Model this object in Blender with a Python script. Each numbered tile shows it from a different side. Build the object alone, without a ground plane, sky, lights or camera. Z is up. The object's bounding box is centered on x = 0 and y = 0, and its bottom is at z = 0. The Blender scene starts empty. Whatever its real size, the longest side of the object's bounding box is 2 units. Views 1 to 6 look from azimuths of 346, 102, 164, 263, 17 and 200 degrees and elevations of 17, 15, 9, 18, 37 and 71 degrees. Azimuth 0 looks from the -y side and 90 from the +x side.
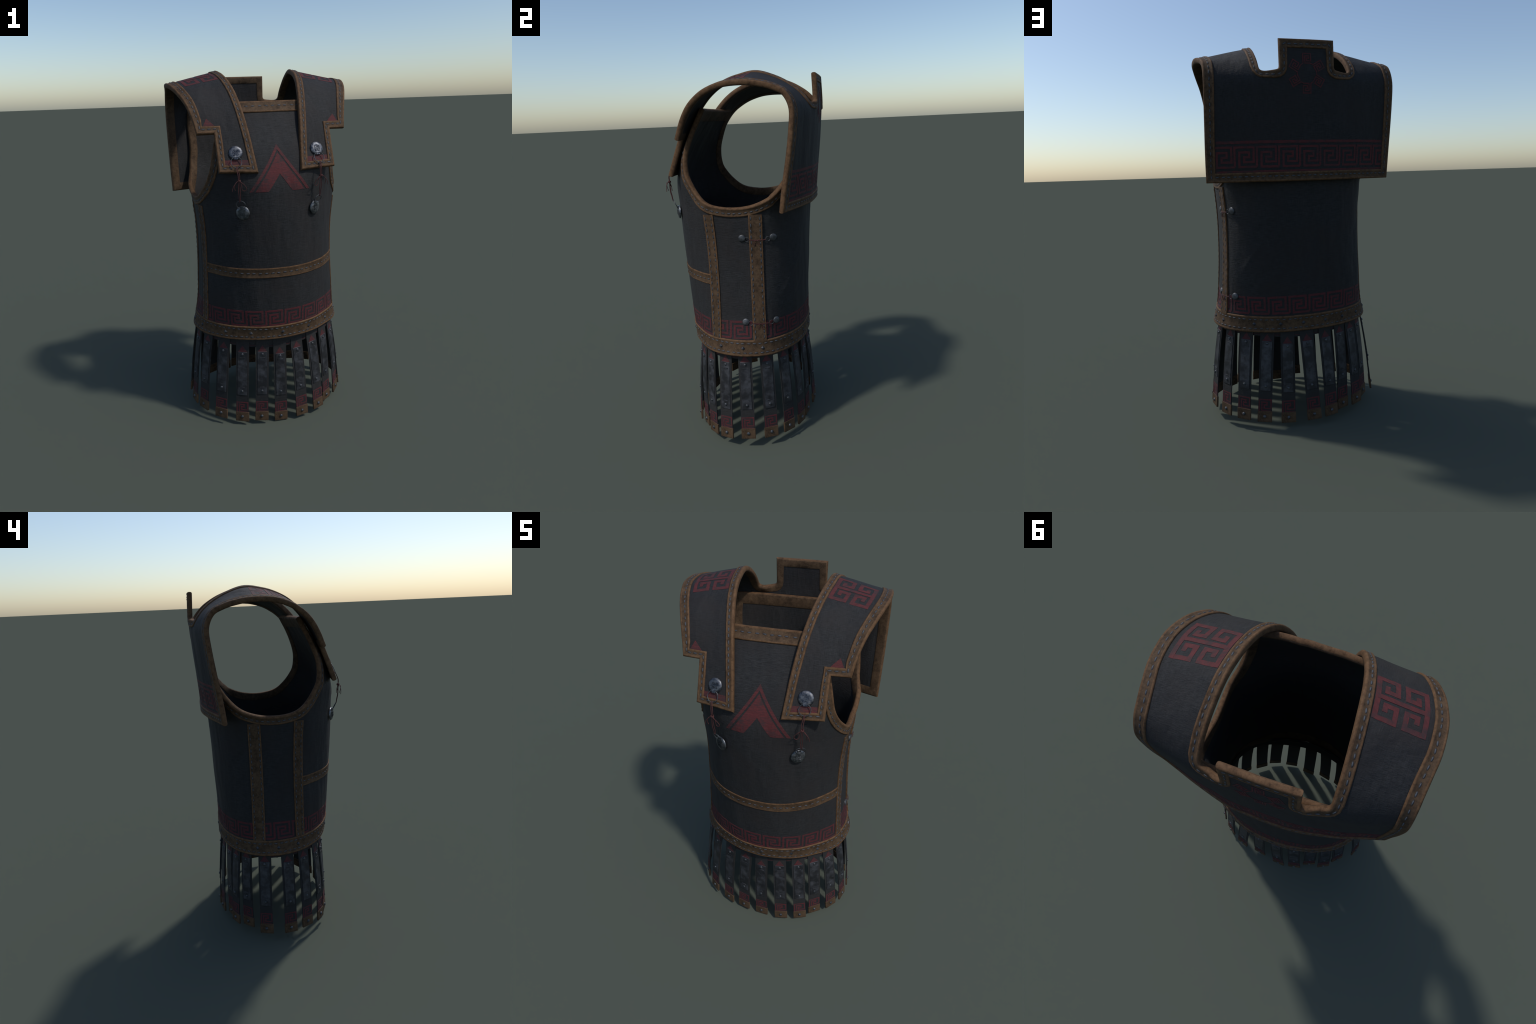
# Ancient linen body armour: dark cloth tube, shoulder yoke, leather trim,
# red painted key patterns, hanging skirt straps with iron plates.
import bpy, bmesh, math, random
import numpy as np
from mathutils import Matrix, Vector

random.seed(7)
RNG = np.random.RandomState(7)
PI = math.pi

# ------------------------------------------------------------------ helpers
def pchip(xs, ys):
    """shape preserving cubic through (xs, ys); ys may be vectors"""
    xs = np.asarray(xs, float); ys = np.asarray(ys, float)
    vec = ys.ndim > 1
    Y = ys if vec else ys[:, None]
    h = np.diff(xs); dl = np.diff(Y, axis=0) / h[:, None]
    m = np.zeros_like(Y)
    m[0] = dl[0]; m[-1] = dl[-1]
    for i in range(1, len(xs) - 1):
        a, b = dl[i - 1], dl[i]
        w1 = 2 * h[i] + h[i - 1]; w2 = h[i] + 2 * h[i - 1]
        same = a * b > 0
        m[i] = np.where(same, (w1 + w2) / (w1 / np.where(same, a, 1) + w2 / np.where(same, b, 1)), 0)
    return _hermite(xs, Y, m, vec)

def cardinal(xs, ys):
    xs = np.asarray(xs, float); ys = np.asarray(ys, float)
    vec = ys.ndim > 1
    Y = ys if vec else ys[:, None]
    m = np.zeros_like(Y)
    m[1:-1] = (Y[2:] - Y[:-2]) / (xs[2:] - xs[:-2])[:, None]
    m[0] = (Y[1] - Y[0]) / (xs[1] - xs[0]); m[-1] = (Y[-1] - Y[-2]) / (xs[-1] - xs[-2])
    return _hermite(xs, Y, m, vec)

def _hermite(xs, Y, m, vec):
    def f(x):
        x = np.clip(np.asarray(x, float), xs[0], xs[-1])
        i = np.clip(np.searchsorted(xs, x, side='right') - 1, 0, len(xs) - 2)
        h = xs[i + 1] - xs[i]; t = (x - xs[i]) / h
        t_ = t[..., None]; h_ = h[..., None]
        r = ((1 + 2 * t_) * (1 - t_) ** 2 * Y[i] + t_ * (1 - t_) ** 2 * h_ * m[i]
             + t_ ** 2 * (3 - 2 * t_) * Y[i + 1] + t_ ** 2 * (t_ - 1) * h_ * m[i + 1])
        return r if vec else r[..., 0]
    return f

def smoothstep(x, a, b):
    t = np.clip((x - a) / (b - a), 0, 1)
    return t * t * (3 - 2 * t)

def catmull(pts, n=8, closed=False):
    P = [np.asarray(p, float) for p in pts]
    out = []
    N = len(P)
    for i in range(N if closed else N - 1):
        if closed:
            p0, p1, p2, p3 = P[i - 1], P[i], P[(i + 1) % N], P[(i + 2) % N]
        else:
            p1, p2 = P[i], P[i + 1]
            p0 = P[i - 1] if i else 2 * p1 - p2
            p3 = P[i + 2] if i + 2 < N else 2 * p2 - p1
        for k in range(n):
            t = k / n
            out.append(.5 * ((2 * p1) + (p2 - p0) * t + (2 * p0 - 5 * p1 + 4 * p2 - p3) * t * t
                             + (3 * p1 - p0 - 3 * p2 + p3) * t ** 3))
    if not closed:
        out.append(P[-1])
    return out

def densify(path, step, closed=False):
    """insert points so that no domain segment is longer than step; keeps corners"""
    out = []
    n = len(path)
    for i in range(n if closed else n - 1):
        a = np.asarray(path[i], float); b = np.asarray(path[(i + 1) % n], float)
        k = max(1, int(math.ceil(np.linalg.norm((b - a)[:2]) / step)))
        for j in range(k):
            out.append(a + (b - a) * j / k)
    if not closed:
        out.append(np.asarray(path[-1], float))
    return out

def make_obj(name, verts, faces, mats, parent=None, fmat=None, smooth=True, sharp=40, kind=None):
    me = bpy.data.meshes.new(name)
    me.from_pydata([tuple(v) for v in verts], [], [tuple(f) for f in faces])
    for m in (mats if isinstance(mats, (list, tuple)) else [mats]):
        me.materials.append(m)
    if fmat is not None:
        me.polygons.foreach_set('material_index', np.asarray(fmat, dtype=np.int32))
    bm = bmesh.new(); bm.from_mesh(me)
    bmesh.ops.remove_doubles(bm, verts=bm.verts, dist=2e-5)
    bmesh.ops.recalc_face_normals(bm, faces=bm.faces)
    bm.to_mesh(me); bm.free()
    if smooth:
        me.polygons.foreach_set('use_smooth', [True] * len(me.polygons))
        if sharp:
            me.set_sharp_from_angle(angle=math.radians(sharp))
    ob = bpy.data.objects.new(name, me)
    bpy.context.scene.collection.objects.link(ob)
    if parent is not None:
        ob.parent = parent
    if kind:
        ob['kind'] = kind
    return ob

class Surf:
    """smooth parametric surface P(u,v) with outward normal"""
    def __init__(self, fn, flip=1):
        self.fn = fn; self.flip = flip
    def P(self, uv):
        uv = np.asarray(uv, float)
        return self.fn(uv[..., 0], uv[..., 1])
    def frame(self, uv, e=1e-3):
        uv = np.asarray(uv, float)
        du = np.array([e, 0]); dv = np.array([0, e])
        Pu = (self.P(uv + du) - self.P(uv - du)) / (2 * e)
        Pv = (self.P(uv + dv) - self.P(uv - dv)) / (2 * e)
        N = np.cross(Pu, Pv) * self.flip
        N /= np.linalg.norm(N, axis=-1, keepdims=True)
        return Pu, Pv, N
    def off(self, uv, o):
        uv = np.asarray(uv, float)
        _, _, N = self.frame(uv)
        return self.P(uv) + N * np.asarray(o)[..., None]
    def shift(self, uv, vec):
        """move uv by a small 3D vector lying in the tangent plane"""
        Pu, Pv, N = self.frame(uv)
        a = (Pu * Pu).sum(-1); b = (Pu * Pv).sum(-1); c = (Pv * Pv).sum(-1)
        p = (Pu * vec).sum(-1); q = (Pv * vec).sum(-1)
        det = a * c - b * b
        return np.stack([uv[..., 0] + (c * p - b * q) / det, uv[..., 1] + (a * q - b * p) / det], -1)

def path_frames(S, path, closed, side=1):
    """per sample: 3D mitre vector pointing to the left (side=1) of travel"""
    uv = np.asarray([p[:2] for p in path], float)
    X = S.P(uv); _, _, N = S.frame(uv)
    nxt = np.roll(X, -1, 0) - X
    prv = X - np.roll(X, 1, 0)
    if not closed:
        nxt[-1] = prv[-1]; prv[0] = nxt[0]
    def unit(a): return a / np.maximum(np.linalg.norm(a, axis=-1, keepdims=True), 1e-12)
    def tang(a): return unit(a - (a * N).sum(-1, keepdims=True) * N)
    n1 = np.cross(N, tang(prv)) * side; n2 = np.cross(N, tang(nxt)) * side
    m = unit(n1 + n2)
    c = np.clip((m * n1).sum(-1), .5, 1)
    return uv, X, N, m / c[:, None], unit(prv + nxt)

def sweep(S, path, profile, closed, side=1, width=None, loop=True, jitter=0, edge=None, hid=None):
    """sweep profile [(d,o)] along path on the surface. profile d is multiplied by
    width[i] if width is given. returns verts, faces, material ids."""
    uv, X, N, M, T = path_frames(S, path, closed, side)
    n, k = len(uv), len(profile)
    w = np.ones(n) if width is None else np.asarray(width, float)
    rows = np.zeros((n, k, 3))
    for j, (d, o) in enumerate(profile):
        dd = (d(w) if callable(d) else np.full(n, d))
        if jitter:
            dd = dd + RNG.uniform(-jitter, jitter, n)
        rows[:, j] = S.off(S.shift(uv, M * dd[:, None]), np.full(n, o))
    V = rows.reshape(-1, 3); F = []; FM = []
    kk = k if loop else k - 1
    for i in range(n if closed else n - 1):
        i2 = (i + 1) % n
        for j in range(kk):
            j2 = (j + 1) % k
            F.append((i * k + j, i * k + j2, i2 * k + j2, i2 * k + j))
            FM.append(edge[j] if edge else 0)
    if not closed and loop:
        F.append(tuple(range(k))[::-1]); FM.append(0)
        F.append(tuple((n - 1) * k + j for j in range(k))); FM.append(0)
    return V, F, FM

class Bag:
    def __init__(self): self.V = []; self.F = []; self.M = []; self.n = 0
    def add(self, V, F, M=None):
        V = np.asarray(V, float)
        self.V.append(V)
        self.F += [tuple(i + self.n for i in f) for f in F]
        self.M += list(M) if M is not None else [0] * len(F)
        self.n += len(V)
    def obj(self, name, mats, parent, **k):
        return make_obj(name, np.concatenate(self.V), self.F, mats, parent, fmat=self.M, **k)

def sheet(S, poly, step, o_out, o_in, seam=None):
    """fill a domain polygon with a fine mesh, map it to the surface, two layers and a rim"""
    bm = bmesh.new()
    vs = [bm.verts.new((p[0], p[1], 0)) for p in poly]
    f = bm.faces.new(vs); f.normal_update()
    bmesh.ops.triangulate(bm, faces=[f], ngon_method='EAR_CLIP')
    us = [p[0] for p in poly]; vv = [p[1] for p in poly]
    for ax, lo, hi in ((0, min(us), max(us)), (1, min(vv), max(vv))):
        m = int((hi - lo) / step)
        for i in range(1, m + 1):
            c = lo + (hi - lo) * i / (m + 1)
            co = (c, 0, 0) if ax == 0 else (0, c, 0)
            no = (1, 0, 0) if ax == 0 else (0, 1, 0)
            bmesh.ops.bisect_plane(bm, geom=bm.verts[:] + bm.edges[:] + bm.faces[:], plane_co=co, plane_no=no, dist=1e-6)
    bmesh.ops.remove_doubles(bm, verts=bm.verts, dist=1e-6)
    bmesh.ops.dissolve_degenerate(bm, edges=bm.edges, dist=1e-6)
    bm.verts.index_update()
    uv = np.array([(v.co.x, v.co.y) for v in bm.verts])
    n = len(uv)
    Vo = S.off(uv, np.full(n, o_out)); Vi = S.off(uv, np.full(n, o_in))
    F = []
    for f in bm.faces:
        a = [v.index for v in f.verts]
        F.append(tuple(a)); F.append(tuple(i + n for i in reversed(a)))
    for e in bm.edges:
        if len(e.link_faces) == 1:
            a, b = e.verts[0].index, e.verts[1].index
            if seam is not None and abs(abs(uv[a][0]) - seam) < 1e-4 and abs(abs(uv[b][0]) - seam) < 1e-4: continue
            F.append((a, b, b + n, a + n))
    bm.free()
    return np.concatenate([Vo, Vi]), F

def tube3d(pts, r, sides=6, closed=False):
    P = np.asarray(pts, float); n = len(P)
    T = np.roll(P, -1, 0) - np.roll(P, 1, 0)
    if not closed:
        T[0] = P[1] - P[0]; T[-1] = P[-1] - P[-2]
    T /= np.linalg.norm(T, axis=1, keepdims=True)
    a = np.array([.3, .2, .9]); V = []
    nrm = np.cross(T[0], a); nrm /= np.linalg.norm(nrm)
    for i in range(n):
        nrm = nrm - T[i] * (nrm @ T[i]); nrm /= np.linalg.norm(nrm)
        b = np.cross(T[i], nrm)
        rr = r if np.isscalar(r) else r[i]
        for s in range(sides):
            c = 2 * PI * s / sides
            V.append(P[i] + rr * (math.cos(c) * nrm + math.sin(c) * b))
    F = []
    for i in range(n if closed else n - 1):
        i2 = (i + 1) % n
        for s in range(sides):
            s2 = (s + 1) % sides
            F.append((i * sides + s, i * sides + s2, i2 * sides + s2, i2 * sides + s))
    if not closed:
        F.append(tuple(range(sides))[::-1]); F.append(tuple((n - 1) * sides + s for s in range(sides)))
    return np.array(V), F

def lathe(profile, seg=24):
    """profile [(r,z)] from rim to the pole (r=0 last)"""
    V = []; F = []
    rings = [p for p in profile if p[0] > 1e-6]
    for r, z in rings:
        for s in range(seg):
            V.append((r * math.cos(2 * PI * s / seg), r * math.sin(2 * PI * s / seg), z))
    k = len(rings)
    for i in range(k - 1):
        for s in range(seg):
            s2 = (s + 1) % seg
            F.append((i * seg + s, i * seg + s2, (i + 1) * seg + s2, (i + 1) * seg + s))
    V.append((0, 0, profile[-1][1]))
    for s in range(seg):
        F.append(((k - 1) * seg + s, (k - 1) * seg + (s + 1) % seg, len(V) - 1))
    F.append(tuple(range(seg))[::-1])
    return np.array(V, float), F

def box(cx, cy, cz, sx, sy, sz):
    V = [(cx + a * sx / 2, cy + b * sy / 2, cz + c * sz / 2) for a in (-1, 1) for b in (-1, 1) for c in (-1, 1)]
    F = [(0, 1, 3, 2), (4, 6, 7, 5), (0, 4, 5, 1), (2, 3, 7, 6), (0, 2, 6, 4), (1, 5, 7, 3)]
    return np.array(V, float), F

# ---------------------------------------------------------------- materials
def new_mat(name):
    m = bpy.data.materials.new(name); m.use_nodes = True
    nt = m.node_tree
    return m, nt, nt.nodes['Principled BSDF']

def nd(nt, typ, **kw):
    n = nt.nodes.new(typ)
    for k, v in kw.items():
        if k.startswith('i_'):
            n.inputs[k[2:].replace('_', ' ')].default_value = v
        else:
            setattr(n, k, v)
    return n

def noise(nt, vec, scale, detail=4, rough=.6, stretch=None):
    mp = nd(nt, 'ShaderNodeMapping')
    mp.inputs['Scale'].default_value = stretch or (1, 1, 1)
    nt.links.new(vec, mp.inputs['Vector'])
    t = nd(nt, 'ShaderNodeTexNoise')
    t.inputs['Scale'].default_value = scale; t.inputs['Detail'].default_value = detail
    t.inputs['Roughness'].default_value = rough
    nt.links.new(mp.outputs[0], t.inputs['Vector'])
    return t.outputs['Fac']

def ramp(nt, fac, stops):
    r = nd(nt, 'ShaderNodeValToRGB')
    el = r.color_ramp.elements
    while len(el) < len(stops): el.new(.5)
    for e, (p, c) in zip(el, stops):
        e.position = p; e.color = (*c, 1) if len(c) == 3 else c
    nt.links.new(fac, r.inputs[0])
    return r.outputs[0]

def mixc(nt, fac, a, b, blend='MIX'):
    m = nd(nt, 'ShaderNodeMix', data_type='RGBA', blend_type=blend)
    for sock, v in ((m.inputs['Factor'], fac), (m.inputs[6], a), (m.inputs[7], b)):
        if hasattr(v, 'links') or isinstance(v, bpy.types.NodeSocket): nt.links.new(v, sock)
        else: sock.default_value = v if not isinstance(v, tuple) else (*v, 1)
    return m.outputs[2]

def mth(nt, op, a, b):
    m = nd(nt, 'ShaderNodeMath', operation=op)
    for s, v in ((m.inputs[0], a), (m.inputs[1], b)):
        if isinstance(v, bpy.types.NodeSocket): nt.links.new(v, s)
        else: s.default_value = v
    return m.outputs[0]

def bump(nt, bsdf, h, strength, dist):
    b = nd(nt, 'ShaderNodeBump'); b.inputs['Strength'].default_value = strength
    b.inputs['Distance'].default_value = dist
    nt.links.new(h, b.inputs['Height']); nt.links.new(b.outputs[0], bsdf.inputs['Normal'])

def weave(nt, vec, draped=False):
    if draped:   # cloth that bends over the shoulder: threads run across (x) and along (y, z)
        weft = noise(nt, vec, 1, 2, .5, (38, 300, 300)); warp = noise(nt, vec, 1, 2, .5, (300, 30, 30))
        return mth(nt, 'ADD', mth(nt, 'MULTIPLY', weft, .6), mth(nt, 'MULTIPLY', warp, .4))
    weft = noise(nt, vec, 1, 2, .5, (38, 38, 330))
    warp = noise(nt, vec, 1, 2, .5, (300, 300, 34))
    return mth(nt, 'ADD', mth(nt, 'MULTIPLY', weft, .65), mth(nt, 'MULTIPLY', warp, .35))

def mat_cloth(name, lo, hi, tint, rough=.78, draped=False):
    m, nt, b = new_mat(name)
    vec = nd(nt, 'ShaderNodeTexCoord').outputs['Object']
    w = weave(nt, vec, draped)
    big = noise(nt, vec, 5, 5, .6)
    col = ramp(nt, w, [(.36, lo), (.64, hi)])
    stain = ramp(nt, big, [(.42, (0, 0, 0)), (.72, (1, 1, 1))])
    col = mixc(nt, stain, col, tint)
    nt.links.new(col, b.inputs['Base Color'])
    b.inputs['Roughness'].default_value = rough
    b.inputs['Specular IOR Level'].default_value = .28
    crease = noise(nt, vec, 8, 3, .5, (1, 1, .3))
    h = mth(nt, 'ADD', mth(nt, 'MULTIPLY', w, .16), mth(nt, 'MULTIPLY', crease, 1.3))
    bump(nt, b, h, .9, .015)
    return m

def mat_paint(name, col_hi, col_lo, dark):
    m, nt, b = new_mat(name)
    vec = nd(nt, 'ShaderNodeTexCoord').outputs['Object']
    w = weave(nt, vec)
    col = ramp(nt, w, [(.35, col_lo), (.62, col_hi)])
    wear = mth(nt, 'ADD', mth(nt, 'MULTIPLY', noise(nt, vec, 20, 5, .72), .6), mth(nt, 'MULTIPLY', noise(nt, vec, 1, 3, .6, (30, 30, 190)), .4))
    msk = ramp(nt, wear, [(.47, (0, 0, 0)), (.62, (.8, .8, .8))])
    nt.links.new(mixc(nt, msk, col, dark), b.inputs['Base Color'])
    b.inputs['Roughness'].default_value = .8
    b.inputs['Specular IOR Level'].default_value = .3
    bump(nt, b, w, .5, .003)
    return m

def mat_leather(name, dark, mid, light, k=1.0):
    m, nt, b = new_mat(name)
    vec = nd(nt, 'ShaderNodeTexCoord').outputs['Object']
    n1 = noise(nt, vec, 22 * k, 6, .68); n2 = noise(nt, vec, 160, 3, .6)
    n3 = noise(nt, vec, 65, 4, .65)
    f = mth(nt, 'ADD', mth(nt, 'ADD', mth(nt, 'MULTIPLY', n1, .5), mth(nt, 'MULTIPLY', n3, .32)), mth(nt, 'MULTIPLY', n2, .18))
    nt.links.new(ramp(nt, f, [(.37, dark), (.5, mid), (.63, light)]), b.inputs['Base Color'])
    b.inputs['Roughness'].default_value = .75
    b.inputs['Specular IOR Level'].default_value = .2
    bump(nt, b, f, .45, .004)
    return m

def mat_metal(name, dark, light, rough, metallic, sc):
    m, nt, b = new_mat(name)
    vec = nd(nt, 'ShaderNodeTexCoord').outputs['Object']
    # every plate or rivet shows its own patch of the mottling
    add = nd(nt, 'ShaderNodeVectorMath', operation='ADD'); sc_r = nd(nt, 'ShaderNodeMath', operation='MULTIPLY')
    sc_r.inputs[1].default_value = 37.0
    nt.links.new(nd(nt, 'ShaderNodeObjectInfo').outputs['Random'], sc_r.inputs[0])
    nt.links.new(vec, add.inputs[0]); nt.links.new(sc_r.outputs[0], add.inputs[1]); vec = add.outputs[0]
    n1 = noise(nt, vec, sc, 5, .65)
    nt.links.new(ramp(nt, n1, [(.42, dark), (.70, light)]), b.inputs['Base Color'])
    r = ramp(nt, noise(nt, vec, sc * 2, 4, .6), [(.3, (rough - .1,) * 3), (.7, (rough + .15,) * 3)])
    nt.links.new(r, b.inputs['Roughness'])
    b.inputs['Metallic'].default_value = metallic
    bump(nt, b, n1, .2, .0015)
    return m

def mat_plain(name, c, rough=.8):
    m, nt, b = new_mat(name)
    vec = nd(nt, 'ShaderNodeTexCoord').outputs['Object']
    n1 = noise(nt, vec, 90, 3, .6)
    nt.links.new(ramp(nt, n1, [(.3, tuple(x * .7 for x in c)), (.7, tuple(x * 1.25 for x in c))]), b.inputs['Base Color'])
    b.inputs['Roughness'].default_value = rough
    return m

CLOTH = mat_cloth('dark_linen', (.0105, .0110, .0117), (.0238, .0245, .0257), (.0195, .0170, .0168))
YCLOTH = mat_cloth('yoke_linen', (.0110, .0114, .0122), (.0235, .0242, .0256), (.0195, .0170, .0168), draped=True)
STRAPCLOTH = mat_cloth('strap_linen', (.0150, .0152, .0158), (.0225, .0228, .0235), (.0190, .0178, .0175))
RED = mat_paint('red_paint', (.094, .0205, .0215), (.064, .0145, .0155), (.026, .022, .023))
REDSTRAP = mat_paint('strap_red_paint', (.085, .017, .020), (.062, .012, .015), (.035, .022, .022))
LEATHER = mat_leather('tan_leather', (.024, .0145, .008), (.066, .040, .022), (.100, .062, .035))
LEDGE = mat_leather('worn_leather_edge', (.046, .024, .011), (.100, .054, .026), (.138, .077, .039), 1.6)
STITCH_DARK = mat_plain('dark_brown_stitch_oval', (.026, .0175, .0115))
THREAD = mat_plain('grey_waxed_thread', (.060, .067, .080), .7)
PLATE = mat_metal('dark_iron', (.020, .021, .024), (.072, .074, .084), .5, .45, 22)
STEEL = mat_metal('rivet_steel', (.05, .055, .06), (.125, .13, .14), .5, .75, 60)
SILVER = mat_metal('worn_silver', (.045, .052, .068), (.21, .212, .22), .45, .9, 75)
TARNISH = mat_metal('tarnished_silver', (.06, .068, .075), (.21, .215, .225), .36, .85, 55)
CORD = mat_plain('red_cord', (.055, .012, .011))

# ---------------------------------------------------------------- root
root = bpy.data.objects.new('linen_cuirass', None)
bpy.context.scene.collection.objects.link(root)
root['label'] = 'dark linen cuirass with tan leather trim, red key patterns and strap skirt'
root['category'] = 'body armour'

# ---------------------------------------------------------------- torso surface
R0 = .38            # domain u = angle * R0, angle 0 = front, + towards +x
PWF, PWB = 2.05, 2.46   # superellipse power of the cross-section, front and back
Z = [.535, .56, .64, .78, .93, 1.1, 1.25, 1.33, 1.42, 1.5, 1.6, 1.7, 1.77, 1.83]
A_F = cardinal(Z, [.434, .431, .416, .402, .392, .388, .394, .395, .392, .405, .432, .442, .447, .450])
A_B = cardinal(Z, [.434, .431, .416, .402, .392, .388, .394, .400, .450, .540, .620, .740, .830, .900])
B_F = cardinal(Z, [.358, .361, .371, .380, .389, .400, .405, .405, .400, .381, .339, .280, .235, .197])
B_B = cardinal(Z, [.309, .309, .309, .311, .317, .323, .331, .336, .343, .350, .357, .362, .366, .368])

# soft creases pressed into the cloth: centre angle, height, lean, half length, half width, depth
CREASE = []
for _ in range(34):
    CREASE.append((RNG.uniform(-180, 180), RNG.uniform(.70, 1.62), RNG.normal(0, .45), RNG.uniform(.06, .16), RNG.uniform(.010, .022), RNG.choice([-1, 1]) * RNG.uniform(.0012, .0030)))

def torso_fn(u, v):
    ph = u / R0
    s, c = np.sin(ph), np.cos(ph)
    front = c > 0
    k = smoothstep(c, -.30, .30)
    a = A_F(v) * k + A_B(v) * (1 - k); b = np.where(front, B_F(v), B_B(v))
    low = 1 - smoothstep(v, .58, .85)
    p = np.where(front, PWF + .42 * smoothstep(v, 1.30, 1.50) - .10 * low, PWB - .28 * low)
    r = ((np.abs(s) / a) ** p + (np.abs(c) / b) ** p) ** (-1 / p)
    # flattened flanks, and corners pushed out where the side panel and the armholes stiffen the cloth
    dg = np.abs(np.degrees(ph)); dg = np.where(dg > 180, 360 - dg, dg)
    arm = smoothstep(v, 1.18, 1.34); fade = 1 - smoothstep(v, 1.40, 1.52)
    def lobe(c, w): return np.exp(-((dg - c) / w) ** 2)
    r = r + fade * (-.0115 * lobe(92, 13) * (1 - .5 * arm) * smoothstep(v, .60, .76) + .006 * lobe(92, 30) * (1 - smoothstep(v, .54, .66)) + lobe(66, 10) * (np.where(s > 0, .008, .002) + .008 * arm)
                    + lobe(116, 9) * (.002 + .008 * arm))
    # soft drapery of the cloth
    r = r + .0016 * np.sin(7 * ph + 3 * v) * np.sin(5.1 * v + 2 * ph) + .0009 * np.sin(17 * ph + 1.3 + 4 * v) * np.sin(9 * v + 3 * ph)
    for cd, cv, lean, hl, hw, dep in CREASE:
        du = np.arctan2(np.sin(ph - math.radians(cd)), np.cos(ph - math.radians(cd))) * R0; dv = v - cv
        al = dv * math.cos(lean) + du * math.sin(lean); ac = du * math.cos(lean) - dv * math.sin(lean)
        r = r + dep * np.exp(-(al / hl) ** 2 - (ac / hw) ** 2)
    return np.stack([r * s, -r * c, v + 0 * r], -1)
TORSO = Surf(torso_fn, 1)

def ang(d): return math.radians(d) * R0
def hem_z(u): return .542 + .006 * math.cos(u / R0)

# armhole on the +x side: (angle in degrees, height), front top corner to back top corner
ARM = [(57.0, 1.828), (52.5, 1.74), (50.2, 1.648), (50.2, 1.575), (52.2, 1.50), (57.0, 1.440), (62.5, 1.396), (69, 1.361),
       (76, 1.343), (87, 1.333), (97.5, 1.336), (107, 1.352), (116, 1.386), (124, 1.445), (129, 1.515),
       (131.3, 1.59), (133, 1.70), (135, 1.795)]
arm_r = [np.array([p[0] * math.pi / 180 * R0, p[1]]) for p in catmull(ARM, 4)]
arm_l = [np.array([-p[0], p[1]]) for p in arm_r]
TOPF, TOPB = ARM[0][1], ARM[-1][1]

bottom = [np.array([u, hem_z(u)]) for u in np.linspace(-PI * R0, PI * R0, 121)]
torso_poly = (bottom + [np.array([PI * R0, TOPB])] + arm_r[::-1] + arm_l[:] + [np.array([-PI * R0, TOPB])])
CLOTH_T = .017
V, F = sheet(TORSO, torso_poly, .010, 0.0, -CLOTH_T, seam=PI * R0)
torso = make_obj('torso_cloth', V, F, CLOTH, root, sharp=60)

# ---- leather binding folded round an edge (profile d inwards from the edge, o along the normal)
OT, OI = .0062, -.0208
def binding_profile(inner=True):
    W = lambda k, a=0: (lambda w: w * k + a)
    pr = [(W(1, 0), -.004), (W(1, -.0005), .0035), (W(1, -.004), OT), (W(1, -.008), OT - .0005), (W(1, -.012), OT - .0024),
          (W(0, .014), OT - .0022), (W(0, .010), OT - .0010), (W(0, .006), OT), (W(0, .0022), OT - .0012), (W(0, -.0004), OT - .005), (W(0, -.0016), OT - .010),
          (W(0, -.0016), OI + .010), (W(0, -.0004), OI + .005), (W(0, .003), OI + .001), (W(0, .008), OI),
          (W(1, -.006), OI), (W(1, -.001), OI + .002), (W(1, 0), -CLOTH_T + .004)]
    ed = [1, 1, 1, 0, 0, 0, 1, 1, 1, 1, 1, 1, 1, 0, 0, 0, 0, 0]
    return pr, ed
BPROF, BEDGE = binding_profile()

def binding(S, path, closed, side, width, name, parent):
    V, F, M = sweep(S, path, BPROF, closed, side, width=width, edge=BEDGE)
    return make_obj(name, V, F, [LEATHER, LEDGE], parent, fmat=M, sharp=50)

def flat_band(S, path, w, name, parent, closed=False, top=.0042):
    h = w / 2
    pr = [(-h, -.003), (-h + .0006, top - .0012), (-h + .003, top), (-h + .007, top - .0003), (-h + .010, top - .0012), (0, top - .0012), (h - .010, top - .0012), (h - .007, top - .0003),
          (h - .003, top), (h - .0006, top - .0012), (h, -.003)]
    ed = [1, 1, 1, 0, 0, 0, 0, 1, 1, 1, 0]
    V, F, M = sweep(S, path, pr, closed, 1, edge=ed)
    return make_obj(name, V, F, [LEATHER, LEDGE], parent, fmat=M, sharp=50)

# ---- stitches: one small thread capsule on a slightly larger, thin dark brown oval
def ellipsoid(a, b, c, seg=8, rings=5):
    V = []; F = []
    for i in range(rings + 1):
        th = -PI / 2 + PI * i / rings
        for s in range(seg):
            ph = 2 * PI * s / seg
            V.append((a * math.sin(th), b * math.cos(th) * math.cos(ph), c * math.cos(th) * math.sin(ph)))
    for i in range(rings):
        for s in range(seg):
            s2 = (s + 1) % seg
            F.append((i * seg + s, i * seg + s2, (i + 1) * seg + s2, (i + 1) * seg + s))
    return np.array(V), F
ST_V, ST_F = ellipsoid(.0082, .0023, .0018)
HO_V, HO_F = ellipsoid(.0118, .0050, .0009, 10, 4)

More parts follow.
